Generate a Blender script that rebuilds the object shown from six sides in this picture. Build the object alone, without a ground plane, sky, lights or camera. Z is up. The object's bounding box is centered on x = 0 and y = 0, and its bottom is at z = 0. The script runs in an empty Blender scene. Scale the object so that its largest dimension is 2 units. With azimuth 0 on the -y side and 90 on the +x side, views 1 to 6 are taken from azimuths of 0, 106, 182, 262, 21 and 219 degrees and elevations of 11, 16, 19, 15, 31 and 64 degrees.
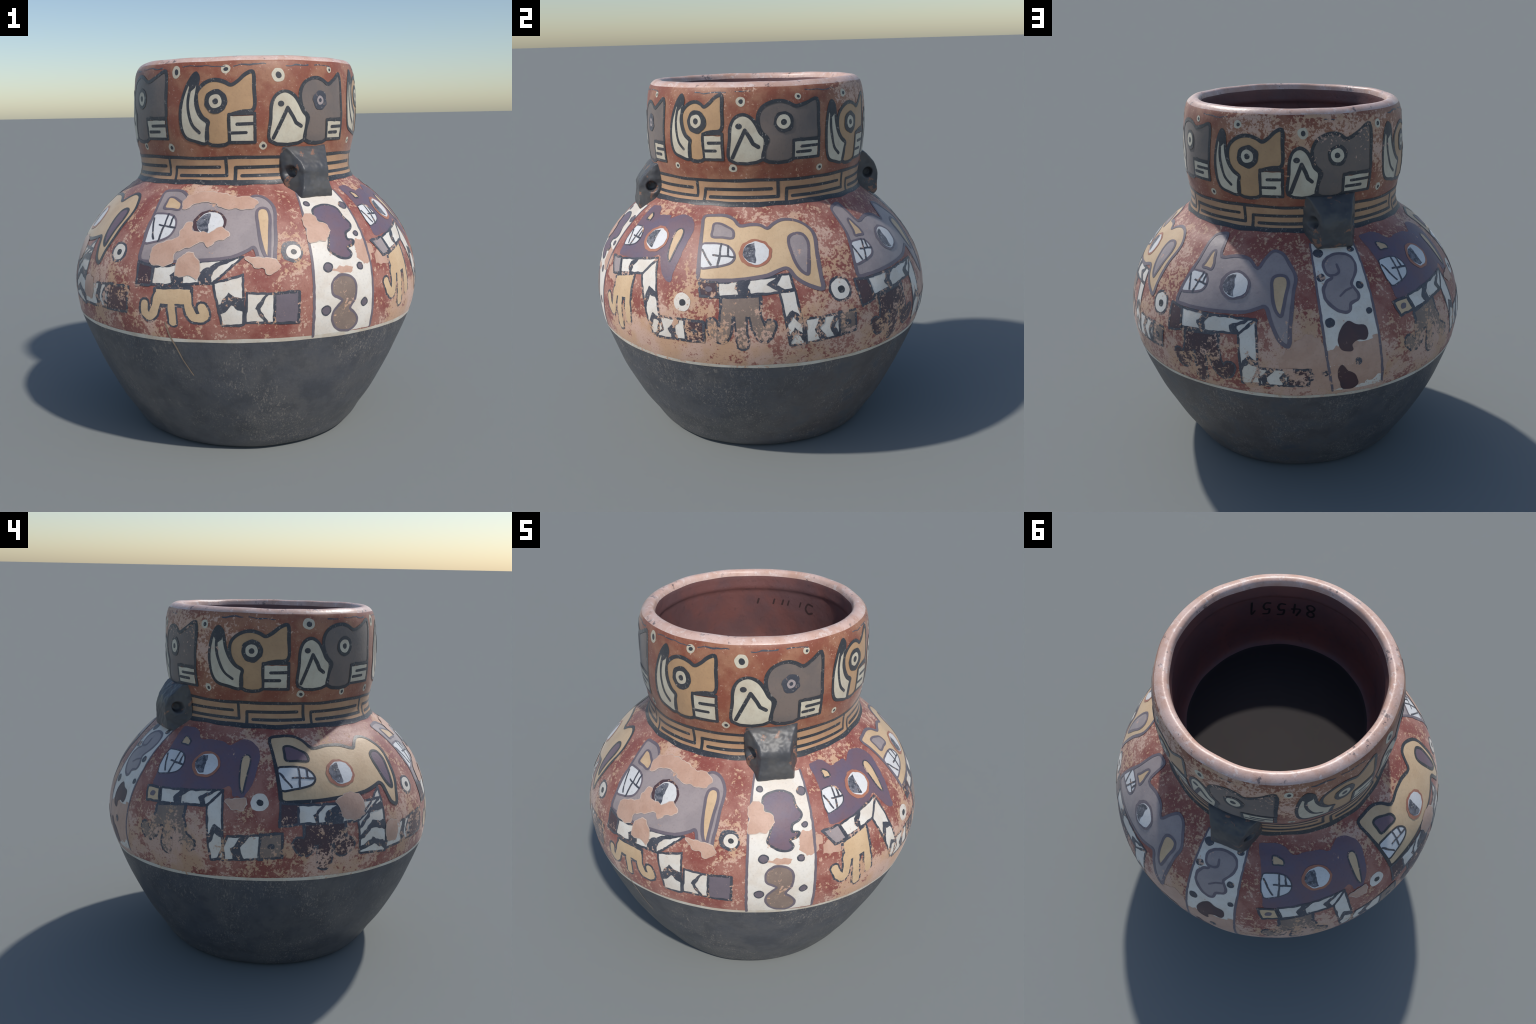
"""Painted clay jar: one turned surface, two pierced lugs, and slip-painted motifs laid on as thin layers."""
import bpy, bmesh, math, random
import numpy as np
from mathutils import Vector, noise
from mathutils.geometry import delaunay_2d_cdt

random.seed(7)

# =================================================================== the turned surface
OUTER = [(0, 0), (.30, 0), (.575, .001), (.600, .005), (.622, .020), (.647, .050), (.677, .100), (.743, .2),
         (.797, .3), (.846, .4), (.887, .5), (.924, .6), (.954, .7), (.965, .8), (.956, .9), (.928, 1.0),
         (.880, 1.1), (.808, 1.2), (.712, 1.295), (.646, 1.345), (.603, 1.385), (.587, 1.43), (.592, 1.5),
         (.611, 1.6), (.619, 1.7), (.616, 1.8), (.608, 1.9), (.600, 1.945), (.587, 1.976), (.565, 1.995)]
LIP = [(.543, 2.0), (.527, 1.993), (.518, 1.972), (.513, 1.93), (.511, 1.899), (.517, 1.882), (.518, 1.85),
       (.518, 1.75), (.517, 1.66), (.512, 1.595), (.492, 1.536), (.466, 1.515), (.44, 1.513), (.2, 1.512), (.0, 1.512)]
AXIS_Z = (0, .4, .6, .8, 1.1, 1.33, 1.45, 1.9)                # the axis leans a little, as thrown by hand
AXIS_X = (-.003, -.001, -.002, 0, .004, .009, .012, .011)
AXIS_Y = (-.010, -.008, -.004, 0, -.013, -.015, -.005, .002)


def smooth_curve(points, steps=16, closed=False):
    """points joined by a cubic that runs through all of them"""
    P = np.array(points, float)
    if closed:
        P = np.concatenate([P[-2:], P, P[:2]])
    d = np.r_[0, np.cumsum(np.sqrt(np.linalg.norm(np.diff(P, axis=0), axis=1)) + 1e-9)]
    m = np.zeros_like(P)
    m[0], m[-1] = (P[1] - P[0]) / (d[1] - d[0]), (P[-1] - P[-2]) / (d[-1] - d[-2])
    for i in range(1, len(P) - 1):
        h0, h1 = d[i] - d[i - 1], d[i + 1] - d[i]
        m[i] = ((P[i] - P[i - 1]) / h0 * h1 + (P[i + 1] - P[i]) / h1 * h0) / (h0 + h1)
    out, a, b = [], (2 if closed else 0), (len(P) - 2 if closed else len(P) - 1)
    for i in range(a, b):
        h = d[i + 1] - d[i]
        for k in range(steps):
            t = k / steps
            out.append((2*t**3-3*t*t+1)*P[i] + (t**3-2*t*t+t)*h*m[i] + (3*t*t-2*t**3)*P[i+1] + (t**3-t*t)*h*m[i+1])
    if not closed:
        out.append(P[-1])
    return np.array(out)


def draw_curve(points, steps=5, closed=False):
    """smooth_curve for (azimuth, s) points, rounded in true lengths"""
    R = .0145
    return smooth_curve(np.array(points, float) * (R, 1), steps, closed) / (R, 1)


CURVE = smooth_curve(OUTER + LIP, 24)
LENGTH = np.r_[0, np.cumsum(np.linalg.norm(np.diff(CURVE, axis=0), axis=1))]
FIRST, TOP = int(np.argmax(CURVE[:, 1] > .0005)), int(np.argmax(CURVE[:, 1]))


def s_at(z):
    """length along the outer profile at height z"""
    return np.interp(z, CURVE[FIRST:TOP, 1], LENGTH[FIRST:TOP])


def s_inside(z):
    return np.interp(-z, -CURVE[TOP:, 1], LENGTH[TOP:])


def radius_at(s):
    return float(np.interp(s, LENGTH, CURVE[:, 0]))


def surface(az, s, lift=0.0):
    """az in degrees (0 faces -y, 90 faces +x); s = length along the profile; lift = height above the surface"""
    az, s = np.broadcast_arrays(np.asarray(az, float), np.asarray(s, float))
    r, z = np.interp(s, LENGTH, CURVE[:, 0]), np.interp(s, LENGTH, CURVE[:, 1])
    e = 2e-3
    tr = np.interp(s + e, LENGTH, CURVE[:, 0]) - np.interp(s - e, LENGTH, CURVE[:, 0])
    tz = np.interp(s + e, LENGTH, CURVE[:, 1]) - np.interp(s - e, LENGTH, CURVE[:, 1])
    n = np.hypot(tr, tz) + 1e-12
    a = np.radians(az)
    w = r + np.clip(r * 4, 0, 1) * (.0022*np.sin(3*a+5*z) + .0016*np.sin(5*a-7*z+1) + .0010*np.sin(11*a+9*z) + .0007*np.sin(17*a-23*z))
    w = w + (.004*np.cos(2*(a - .40)) + .004*np.cos(a - 5.2)) * np.clip((.6 - z) / .3, 0, 1) * np.clip(r * 2, 0, 1)      # the foot is a little oval
    w = w - .004*(.5 + .5*np.cos(2*(a - 1.25))) * np.clip((z - 1.40) / .08, 0, 1)             # and so is the neck
    up = np.clip((z - 1.86) / .12, 0, 1) ** 2
    z2 = z + up * (.0014*np.sin(2*a+1) + .0012*np.sin(5*a) + .0009*np.sin(13*a+2) - .0012)
    w, z2 = w + lift * tz / n, z2 - lift * tr / n
    return np.stack([np.interp(z, AXIS_Z, AXIS_X) + w*np.sin(a), np.interp(z, AXIS_Z, AXIS_Y) - w*np.cos(a), z2], -1)


def normals_of(az, s):
    p = surface(az + .3, s) - surface(az - .3, s)
    q = surface(az, s + .004) - surface(az, s - .004)
    n = np.cross(p, q)
    length = np.linalg.norm(n, axis=-1, keepdims=True)
    return np.where(length > 1e-7, n / (length + 1e-12), (0.0, 0.0, 1.0))


def belt_height(az):
    """height of the white line that parts the dark foot from the painted shoulder"""
    a = np.radians(az)
    return .653 + .026*np.cos(a - 5.75) + .006*np.sin(3*a + .5)


# =================================================================== materials
class Nodes:
    def __init__(self, tree):
        self.t = tree

    def add(self, kind, inputs=None, **props):
        n = self.t.nodes.new(kind)
        for k, v in props.items():
            setattr(n, k, v)
        for k, v in (inputs or {}).items():
            if hasattr(v, "links"):
                self.t.links.new(v, n.inputs[k])
            else:
                n.inputs[k].default_value = v
        return n

    def math(self, op, a, b=0.0, c=0.0):
        return self.add("ShaderNodeMath", {0: a, 1: b, 2: c}, operation=op).outputs[0]

    def noise(self, vec, scale, detail=4, rough=.55, distortion=0.0):
        return self.add("ShaderNodeTexNoise", {"Vector": vec, "Scale": scale, "Detail": detail, "Roughness": rough, "Distortion": distortion}).outputs[0]

    def step(self, value, lo, hi):
        return self.add("ShaderNodeMapRange", {0: value, 1: lo, 2: hi, 3: 0.0, 4: 1.0}, interpolation_type="SMOOTHSTEP").outputs[0]

    def mix(self, fac, a, b):
        n = self.add("ShaderNodeMix", data_type="RGBA")
        for socket, v in ((n.inputs[0], fac), (n.inputs[6], a), (n.inputs[7], b)):
            if hasattr(v, "links"):
                self.t.links.new(v, socket)
            else:
                socket.default_value = v if isinstance(v, float) else (*v, 1)
        return n.outputs[2]


# places where the slip has rubbed off: azimuth, height, reach, strength
WORN = [(58, .72, .20, .9), (78, .74, .24, 1.0), (100, .70, .22, .8), (122, .76, .24, .7), (148, .76, .24, .55),
        (178, .76, .26, .8), (199, .72, .22, 1.25), (214, .80, .18, .45), (232, .80, .22, .9), (256, .82, .2, .45),
        (283, .72, .26, .8), (312, .86, .2, .8), (333, .74, .14, .25), (339, 1.33, .11, 1.0), (352, 1.30, .10, .8),
        (118, 1.25, .2, .55), (132, 1.1, .2, .45), (183, 1.0, .13, .8), (14, 1.08, .13, .5), (185, 1.27, .14, .35),
        (252, 1.29, .15, .55), (284, 1.3, .14, .6), (60, 1.31, .15, .6), (312, 1.2, .14, .35), (86, 1.0, .12, .5),
        (160, 1.92, .18, .8), (182, 1.86, .2, .8), (206, 1.90, .22, .9), (232, 1.80, .2, .8), (100, 1.92, .17, .35), (128, 1.6, .14, .3),
        (352, 1.93, .1, .25), (262, 1.92, .16, .4), (70, 1.9, .14, .25), (230, 1.58, .12, .3)]


def build_wear():
    g = bpy.data.node_groups.new("rubbed_slip", "ShaderNodeTree")
    g.interface.new_socket("Hold", in_out="INPUT", socket_type="NodeSocketFloat")
    g.interface.new_socket("Follow", in_out="INPUT", socket_type="NodeSocketFloat")
    g.interface.new_socket("Bare", in_out="OUTPUT", socket_type="NodeSocketFloat")
    g.interface.new_socket("Clay", in_out="OUTPUT", socket_type="NodeSocketColor")
    k = Nodes(g)
    gi, go = g.nodes.new("NodeGroupInput"), g.nodes.new("NodeGroupOutput")
    co = k.add("ShaderNodeTexCoord").outputs["Object"]
    total = None
    for az, z, reach, strength in WORN:
        p = surface(az, s_at(z))
        d = k.add("ShaderNodeVectorMath", {0: co, 1: tuple(p)}, operation="DISTANCE").outputs["Value"]
        f = k.add("ShaderNodeMapRange", {0: d, 1: 0.0, 2: reach * 1.6, 3: strength, 4: 0.0}, interpolation_type="SMOOTHERSTEP").outputs[0]
        total = f if total is None else k.math("ADD", total, f)
    fine, broad = k.noise(co, 64, 7, .70), k.noise(co, 13, 5, .62, .6)
    field = k.math("ADD", k.math("MULTIPLY", fine, .56), k.math("MULTIPLY", broad, .44))
    limit = k.math("SUBTRACT", k.math("ADD", .610, gi.outputs["Hold"]), k.math("MULTIPLY", k.math("MULTIPLY", k.math("MINIMUM", total, .95), .155), gi.outputs["Follow"]))
    gap = k.math("SUBTRACT", field, limit)
    bare = k.step(gap, -.010, .012)
    g.links.new(bare, go.inputs["Bare"])
    tone = k.noise(co, 7, 5, .6)
    clay = k.mix(k.step(tone, .38, .62), (.60, .36, .225), (.66, .43, .335))
    clay = k.mix(k.step(k.noise(co, 120, 3, .6), .56, .7), clay, (.50, .29, .19))
    g.links.new(clay, go.inputs["Clay"])
    return g


WEAR = build_wear()


def slip(name, colour, second=None, hold=0.0, speck=None, rough=.50, cloud=9.0, bump=.15, speckle=.655, follow=.5):
    """painted slip: two tones in soft clouds, fine specks, and bare clay where it has rubbed off"""
    m = bpy.data.materials.new(name)
    m.use_nodes = True
    k = Nodes(m.node_tree)
    bsdf = m.node_tree.nodes["Principled BSDF"]
    co = k.add("ShaderNodeTexCoord").outputs["Object"]
    bsdf.inputs["Sheen Weight"].default_value, bsdf.inputs["Sheen Roughness"].default_value = .22, .45
    second = second or tuple(c * .78 for c in colour)
    base = k.mix(k.step(k.noise(co, cloud, 5, .6), .38, .64), colour, second)
    base = k.mix(k.math("MULTIPLY", k.step(k.noise(co, 95, 4, .65), .5, .75), .35), base, tuple(c * .6 for c in colour))
    if speck:
        base = k.mix(k.math("MULTIPLY", k.step(k.noise(co, 70, 6, .75), speckle, speckle + .04), .8), base, speck)
    w = k.add("ShaderNodeGroup", {"Hold": hold, "Follow": follow}, node_tree=WEAR)
    col = k.mix(w.outputs["Bare"], base, w.outputs["Clay"])
    m.node_tree.links.new(col, bsdf.inputs["Base Color"])
    r = k.math("ADD", rough, k.math("MULTIPLY", w.outputs["Bare"], .18))
    m.node_tree.links.new(r, bsdf.inputs["Roughness"])
    h = k.math("SUBTRACT", k.math("MULTIPLY", k.noise(co, 60, 5, .6), .6), k.math("MULTIPLY", w.outputs["Bare"], .5))
    b = k.add("ShaderNodeBump", {"Height": h, "Strength": bump, "Distance": .01})
    m.node_tree.links.new(b.outputs[0], bsdf.inputs["Normal"])
    return m


PALE = (.60, .42, .33)
RED_NECK = slip("neck_red_slip", (.27, .080, .045), (.385, .175, .10), hold=.010, speck=(.56, .36, .27), cloud=7, speckle=.605, follow=1.0)
RED = slip("shoulder_red_slip", (.29, .080, .062), (.42, .185, .140), hold=-.050, speck=PALE, cloud=7, speckle=.605, follow=1.0)
TAN_NECK = slip("neck_tan_slip", (.54, .33, .175), (.48, .29, .155), hold=.10)
TAN = slip("tan_slip", (.72, .51, .31), (.66, .45, .265), hold=.06)
GREY_NECK = slip("neck_grey_slip", (.20, .155, .133), (.17, .138, .125), hold=.05, speck=(.32, .26, .22))
GREY = slip("grey_slip", (.39, .325, .32), (.335, .28, .28), hold=.025, speck=(.5, .43, .4))
BROWN = slip("grey_brown_slip", (.28, .205, .165), (.24, .175, .145), hold=-.03, speck=(.44, .33, .25), speckle=.60, follow=.75)
PURPLE = slip("purple_slip", (.180, .112, .142), (.155, .115, .165), hold=.045, speck=(.25, .18, .2))
MAROON = slip("maroon_slip", (.095, .048, .054), (.075, .046, .056), hold=-.02, speck=(.36, .26, .22), speckle=.61, follow=.7)
CREAM_NECK = slip("neck_cream_slip", (.66, .60, .47), (.58, .50, .38), hold=.065)
CREAM = slip("cream_slip", (.84, .78, .70), (.78, .69, .59), hold=.025, speck=(.62, .42, .3))
WHITE = slip("white_slip", (.78, .77, .765), (.74, .72, .70), hold=.07, speck=(.3, .3, .33))
BLACK = slip("black_slip", (.034, .038, .046), (.050, .050, .058), hold=.045, speck=(.36, .33, .30), rough=.45, speckle=.595)
BLACK_WORN = slip("worn_black_slip", (.058, .062, .080), (.088, .090, .110), hold=-.035, speck=(.46, .42, .39), rough=.45, speckle=.60)
SPECKLED = slip("speckled_eye_slip", (.06, .065, .085), (.20, .20, .23), hold=.03, speck=(.6, .58, .56), cloud=42, speckle=.58)
ORANGE = slip("orange_slip", (.46, .19, .115), (.40, .15, .10), hold=.03)
FRET_TAN = slip("fret_tan_slip", (.52, .31, .175), (.46, .26, .145), hold=.06, speck=(.35, .2, .13))
REMNANT = slip("remnant_slip", (.10, .05, .054), (.075, .046, .056), hold=.02, speck=(.3, .2, .18), follow=0.0)
GREY_VIOLET = slip("violet_grey_slip", (.185, .15, .175), (.155, .13, .155), hold=.03)
PLASTER = slip("bare_patch_clay", (.63, .40, .30), (.57, .345, .25), hold=.4, cloud=14)
PATCH_EDGE = slip("patch_edge", (.74, .58, .48), hold=.4)


def plain(name, build):
    m = bpy.data.materials.new(name)
    m.use_nodes = True
    k = Nodes(m.node_tree)
    bsdf = m.node_tree.nodes["Principled BSDF"]
    co = k.add("ShaderNodeTexCoord").outputs["Object"]
    col, rough, height, strength = build(k, co)
    m.node_tree.links.new(col, bsdf.inputs["Base Color"])
    bsdf.inputs["Roughness"].default_value = rough
    b = k.add("ShaderNodeBump", {"Height": height, "Strength": strength, "Distance": .01})
    m.node_tree.links.new(b.outputs[0], bsdf.inputs["Normal"])
    return m


def foot_colour(k, co):
    base = k.mix(k.step(k.noise(co, 3.2, 5, .6), .36, .66), (.092, .096, .110), (.128, .124, .126))
    side = k.add("ShaderNodeVectorMath", {0: co, 1: (.35, .75, .22)}, operation="DISTANCE").outputs["Value"]
    brown = k.math("MULTIPLY", k.step(side, 1.0, .25), k.step(k.noise(co, 9, 6, .65), .36, .62))
    base = k.mix(k.math("MULTIPLY", brown, .85), base, (.175, .138, .118))
    base = k.mix(k.math("MULTIPLY", k.step(k.noise(co, 9, 6, .68), .44, .62), .55), base, (.066, .068, .078))
    patch = k.step(k.noise(co, 4, 5, .65), .42, .64)
    grit = k.math("MULTIPLY", k.step(k.noise(co, 62, 5, .75), .57, .63), patch)
    base = k.mix(k.math("MULTIPLY", grit, .40), base, (.26, .225, .19))
    dust = k.math("MULTIPLY", k.step(k.noise(co, 130, 3, .7), .59, .64), patch)
    base = k.mix(k.math("MULTIPLY", dust, .7), base, (.38, .33, .28))
    for turn, grain in ((.35, 95), (-.5, 80), (.95, 90), (-1.2, 85)):
        v = k.add("ShaderNodeMapping", {"Vector": co, "Rotation": (turn, turn * .6, .3), "Scale": (grain, grain, 2.8)}).outputs[0]
        scratch = k.math("MULTIPLY", k.step(k.noise(v, 1.0, 2, .5), .66, .69), k.step(k.noise(co, 4, 3, .5), .42, .56))
        base = k.mix(k.math("MULTIPLY", scratch, .38), base, (.38, .33, .28))
    return base, .48, k.noise(co, 40, 6, .65), .25


def rim_colour(k, co):
    base = k.mix(k.step(k.noise(co, 8, 5, .6), .34, .66), (.74, .53, .46), (.64, .40, .31))
    base = k.mix(k.math("MULTIPLY", k.step(k.noise(co, 26, 5, .65), .54, .66), .7), base, (.82, .69, .64))
    base = k.mix(k.math("MULTIPLY", k.step(k.noise(co, 55, 5, .7), .58, .66), .45), base, (.50, .26, .18))
    flecks = k.math("MULTIPLY", k.step(k.noise(co, 24, 6, .7), .57, .63), k.step(k.noise(co, 5, 3, .5), .46, .57))
    base = k.mix(k.math("MULTIPLY", flecks, .75), base, (.07, .07, .085))
    return base, .36, k.noise(co, 45, 5, .6), .15


def inner_colour(k, co):
    base = k.mix(k.step(k.noise(co, 5, 5, .6), .36, .64), (.195, .082, .073), (.150, .078, .078))
    base = k.mix(k.math("MULTIPLY", k.step(k.noise(co, 30, 6, .7), .56, .72), .6), base, (.085, .05, .052))
    base = k.mix(k.math("MULTIPLY", k.step(k.noise(co, 60, 6, .75), .66, .72), .5), base, (.30, .20, .17))
    return base, .45, k.noise(co, 22, 5, .6), .3


def cap_colour(k, co):
    base = k.mix(k.step(k.noise(co, 3, 3, .5), .3, .7), (.030, .0245, .0245), (.026, .022, .022))  # nearly even dark brown, the scan cap's own tone
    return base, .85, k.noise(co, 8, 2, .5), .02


def lug_colour(k, co):
    base = k.mix(k.step(k.noise(co, 10, 5, .6), .4, .6), (.070, .071, .078), (.100, .096, .094))
    rub = k.step(k.noise(co, 11, 6, .62, .5), .585, .62)
    base = k.mix(k.math("MULTIPLY", rub, .85), base, (.30, .15, .095))
    base = k.mix(k.math("MULTIPLY", k.step(k.noise(co, 60, 6, .7), .67, .72), .4), base, (.36, .33, .31))
    return base, .42, k.noise(co, 24, 5, .55), .12


def ink_colour(k, co):
    return k.mix(k.noise(co, 40, 4, .6), (.012, .014, .016), (.03, .028, .028)), .5, k.noise(co, 40, 2), .02


def faint_colour(k, co):
    return k.mix(k.noise(co, 50, 4, .6), (.045, .03, .03), (.07, .034, .032)), .5, k.noise(co, 40, 2), .02


FOOT, RIM, INNER, NECK_CAP = plain("burnished_dark_clay", foot_colour), plain("worn_rim_clay", rim_colour), plain("red_brown_inner_slip", inner_colour), plain("dark_neck_cap", cap_colour)
LUG, INK, FAINT = plain("glossy_black_lug_slip", lug_colour), plain("ink", ink_colour), plain("faded_ink", faint_colour)

# =================================================================== objects
root = bpy.data.objects.new("painted_jar", None)
bpy.context.collection.objects.link(root)
root["label"] = "round clay jar painted with cats and bird heads"
root["category"] = "pottery jar"


def add_mesh(name, verts, faces, mat, parent, normals=None):
    me = bpy.data.meshes.new(name)
    me.from_pydata([tuple(v) for v in verts], [], [tuple(f) for f in faces])
    me.update()
    me.materials.append(mat)
    me.polygons.foreach_set("use_smooth", [True] * len(me.polygons))
    if normals is not None:
        me.normals_split_custom_set_from_vertices([tuple(n) for n in normals])
    ob = bpy.data.objects.new(name, me)
    bpy.context.collection.objects.link(ob)
    ob.parent = parent
    return ob


# =================================================================== lugs
def lug(az, profile, hole, widths, seed):
    """a pierced block from neck to shoulder: side profile in (distance from axis, height), wider against the wall"""
    a = math.radians(az)
    out, side = np.array([math.sin(a), -math.cos(a), 0]), np.array([math.cos(a), math.sin(a), 0])
    zs = [p[1] for p in profile]
    outline = smooth_curve(profile, 4)

    def half(r, z):
        return float(np.interp(z, (min(zs), 1.42, max(zs)), widths)) + .052 * max(0.0, 1 - (r - .585) / .105)
    bm = bmesh.new()
    rows = []
    for k in np.linspace(-1, 1, 9):
        rows.append([bm.verts.new(tuple(out * r + side * half(r, z) * k + np.array([0, 0, z]))) for r, z in outline])
    n = len(outline)
    for A, B in zip(rows, rows[1:]):
        for i in range(n):
            bm.faces.new((A[i], A[(i+1) % n], B[(i+1) % n], B[i]))
    bm.faces.new(rows[0][::-1])
    bm.faces.new(rows[-1])
    bmesh.ops.recalc_face_normals(bm, faces=bm.faces)
    me = bpy.data.meshes.new("lug")
    bm.to_mesh(me)
    bm.free()
    ob = bpy.data.objects.new("lug", me)
    bpy.context.collection.objects.link(ob)
    m = ob.modifiers.new("fine", "REMESH")
    m.mode, m.voxel_size = "VOXEL", .0045
    m = ob.modifiers.new("round", "SMOOTH")
    m.iterations, m.factor = 9, .5
    bpy.context.view_layer.update()
    done = bpy.data.meshes.new_from_object(ob.evaluated_get(bpy.context.evaluated_depsgraph_get()))
    centre = out * hole[0] + np.array([0, 0, hole[1]])
    n = len(done.vertices)
    co, nor = np.empty(n * 3), np.empty(n * 3)
    done.vertices.foreach_get("co", co)
    done.vertices.foreach_get("normal", nor)
    co, nor = co.reshape(-1, 3), nor.reshape(-1, 3)
    rough = np.array([.004 * noise.noise(Vector(c) * 16 + Vector((seed, 0, 0))) + .002 * noise.noise(Vector(c) * 45) for c in co])
    across = (co - centre) @ side                          # the hole bored in from either side
    d = np.hypot((co - centre) @ out, co[:, 2] - centre[2])
    deep = np.where(np.abs(across) > .02, 1 / (1 + np.exp(np.clip((d - .026) / .0022, -40, 40))), 0)
    co = co + nor * rough[:, None] - np.outer(np.sign(across) * deep * .045, side)
    done.vertices.foreach_set("co", co.ravel())
    done.update()
    done.materials.clear()
    done.materials.append(LUG)
    done.polygons.foreach_set("use_smooth", [True] * len(done.polygons))
    bpy.data.objects.remove(ob)
    bpy.data.meshes.remove(me)
    done.name = "lug"
    ob = bpy.data.objects.new("lug", done)
    bpy.context.collection.objects.link(ob)
    ob.parent = root
    return ob


lug(31.4, [(.560, 1.565), (.600, 1.563), (.626, 1.546), (.657, 1.513), (.687, 1.478), (.701, 1.448), (.704, 1.400), (.713, 1.335), (.708, 1.312), (.66, 1.30), (.56, 1.33), (.555, 1.45)],
    (.634, 1.436), (.098, .071, .082), 3)
lug(199.0, [(.560, 1.574), (.600, 1.571), (.623, 1.554), (.649, 1.526), (.674, 1.497), (.690, 1.455), (.693, 1.430), (.689, 1.385), (.687, 1.342), (.678, 1.322), (.64, 1.31), (.56, 1.33), (.555, 1.45)],
    (.628, 1.446), (.086, .074, .080), 8)


# =================================================================== the belts of the turned surface
AROUND = np.arange(420) * 360 / 420


def zone(name, s_from, s_to, rows, mat, parent=root, cap=None):
    """one belt of the turned surface between two borders (numbers, or arrays over AROUND)"""
    n = len(AROUND)
    T = np.linspace(0, 1, rows)
    S = np.outer(1 - T, np.broadcast_to(s_from, n)) + np.outer(T, np.broadcast_to(s_to, n))
    A = np.broadcast_to(AROUND, S.shape)
    V, Nm = surface(A, S).reshape(-1, 3), normals_of(A, S).reshape(-1, 3)
    F = [(i*n + j, i*n + (j+1) % n, (i+1)*n + (j+1) % n, (i+1)*n + j) for i in range(rows-1) for j in range(n)]
    if cap == "low":                                      # close the middle with one flat face
        F.append(tuple(range(n))[::-1])
    if cap == "high":
        F.append(tuple(range((rows-1)*n, rows*n)))
    return add_mesh(name, V, F, mat, parent, Nm)


belt = s_at(belt_height(AROUND))
foot = zone("foot", .05, belt, 110, FOOT, cap="low")
shoulder = zone("shoulder", belt, s_at(1.392), 100, RED)
neck = zone("neck", s_at(1.392), s_at(1.976), 72, RED_NECK)
rim = zone("rim", s_at(1.976), s_inside(1.968), 30, RIM)
inner_wall = zone("inner_wall", s_inside(1.968), s_inside(1.519), 60, INNER)
neck_cap = zone("neck_cap", s_inside(1.519), LENGTH[-1] - .15, 20, NECK_CAP, cap="high")  # flat cap left by the scan closing the neck, not the jar's floor

# ------------------------------------------------------------------- painted layers
LAYER = .0007


def inside(P, poly):
    """which of the points P lie in the polygon"""
    x, y, hit = P[:, 0], P[:, 1], np.zeros(len(P), bool)
    for (x0, y0), (x1, y1) in zip(poly, np.roll(poly, -1, axis=0)):
        if y0 != y1:
            hit ^= ((y0 > y) != (y1 > y)) & (x < (x1 - x0) * (y - y0) / (y1 - y0) + x0)
    return hit


def paint(name, shapes, mat, layer, parent, wobble=.0, seed=0, on=surface):
    """lay filled outlines, given as (azimuth, s) polygons, on the surface as one thin layer"""
    shapes = [np.array(p, float) for p in shapes]
    mid = np.concatenate(shapes)[:, 1].mean()
    R = radius_at(mid) * math.pi / 180
    loops = []
    for p in shapes:
        q = p * (R, 1)
        if np.sum(q[:, 0]*np.roll(q[:, 1], -1) - np.roll(q[:, 0], -1)*q[:, 1]) < 0:
            q = q[::-1]
        out = []
        for a, b in zip(q, np.roll(q, -1, axis=0)):
            n = max(1, int(np.ceil(np.linalg.norm(b - a) / .014)))
            out += [a + (b - a) * i / n for i in range(n)]
        out = np.array(out)
        if wobble:
            out = out + wobble * np.array([[noise.noise((x*38, y*38, seed + 3.1)), noise.noise((x*38, y*38, seed + 9.7))] for x, y in out])
        loops.append(out)
    everything = np.concatenate(loops)
    lo, hi = everything.min(0), everything.max(0)
    gx, gy = np.meshgrid(np.arange(lo[0], hi[0], .022), np.arange(lo[1], hi[1], .022))
    grid = np.stack([gx.ravel(), gy.ravel()], -1) + 1e-4
    if len(grid):
        keep = np.zeros(len(grid), bool)
        for q in loops:
            keep |= inside(grid, q)
        grid = grid[keep]
    verts, faces = [Vector(v) for v in everything], []
    k = 0
    for q in loops:
        faces.append(list(range(k, k + len(q))))
        k += len(q)
    verts += [Vector(v) for v in grid]
    V, _, F, _, _, owner = delaunay_2d_cdt(verts, [], faces, 1, 1e-6)
    F = [f for f, o in zip(F, owner) if len(o)]
    V = np.array([tuple(v) for v in V]) / (R, 1)
    used = sorted({i for f in F for i in f})
    index = {v: i for i, v in enumerate(used)}
    V = V[used]
    F = [[index[i] for i in f] for f in F]
    # keep the faces looking outward
    T = np.array(F)
    d, e = V[T[:, 1]] - V[T[:, 0]], V[T[:, 2]] - V[T[:, 0]]
    flipped = np.where((d[:, 0]*e[:, 1] - d[:, 1]*e[:, 0] > 0)[:, None], T, T[:, ::-1]).tolist()
    return add_mesh(name, on(V[:, 0], V[:, 1], LAYER * layer), flipped, mat, parent, normals_of(V[:, 0], V[:, 1]))


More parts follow.
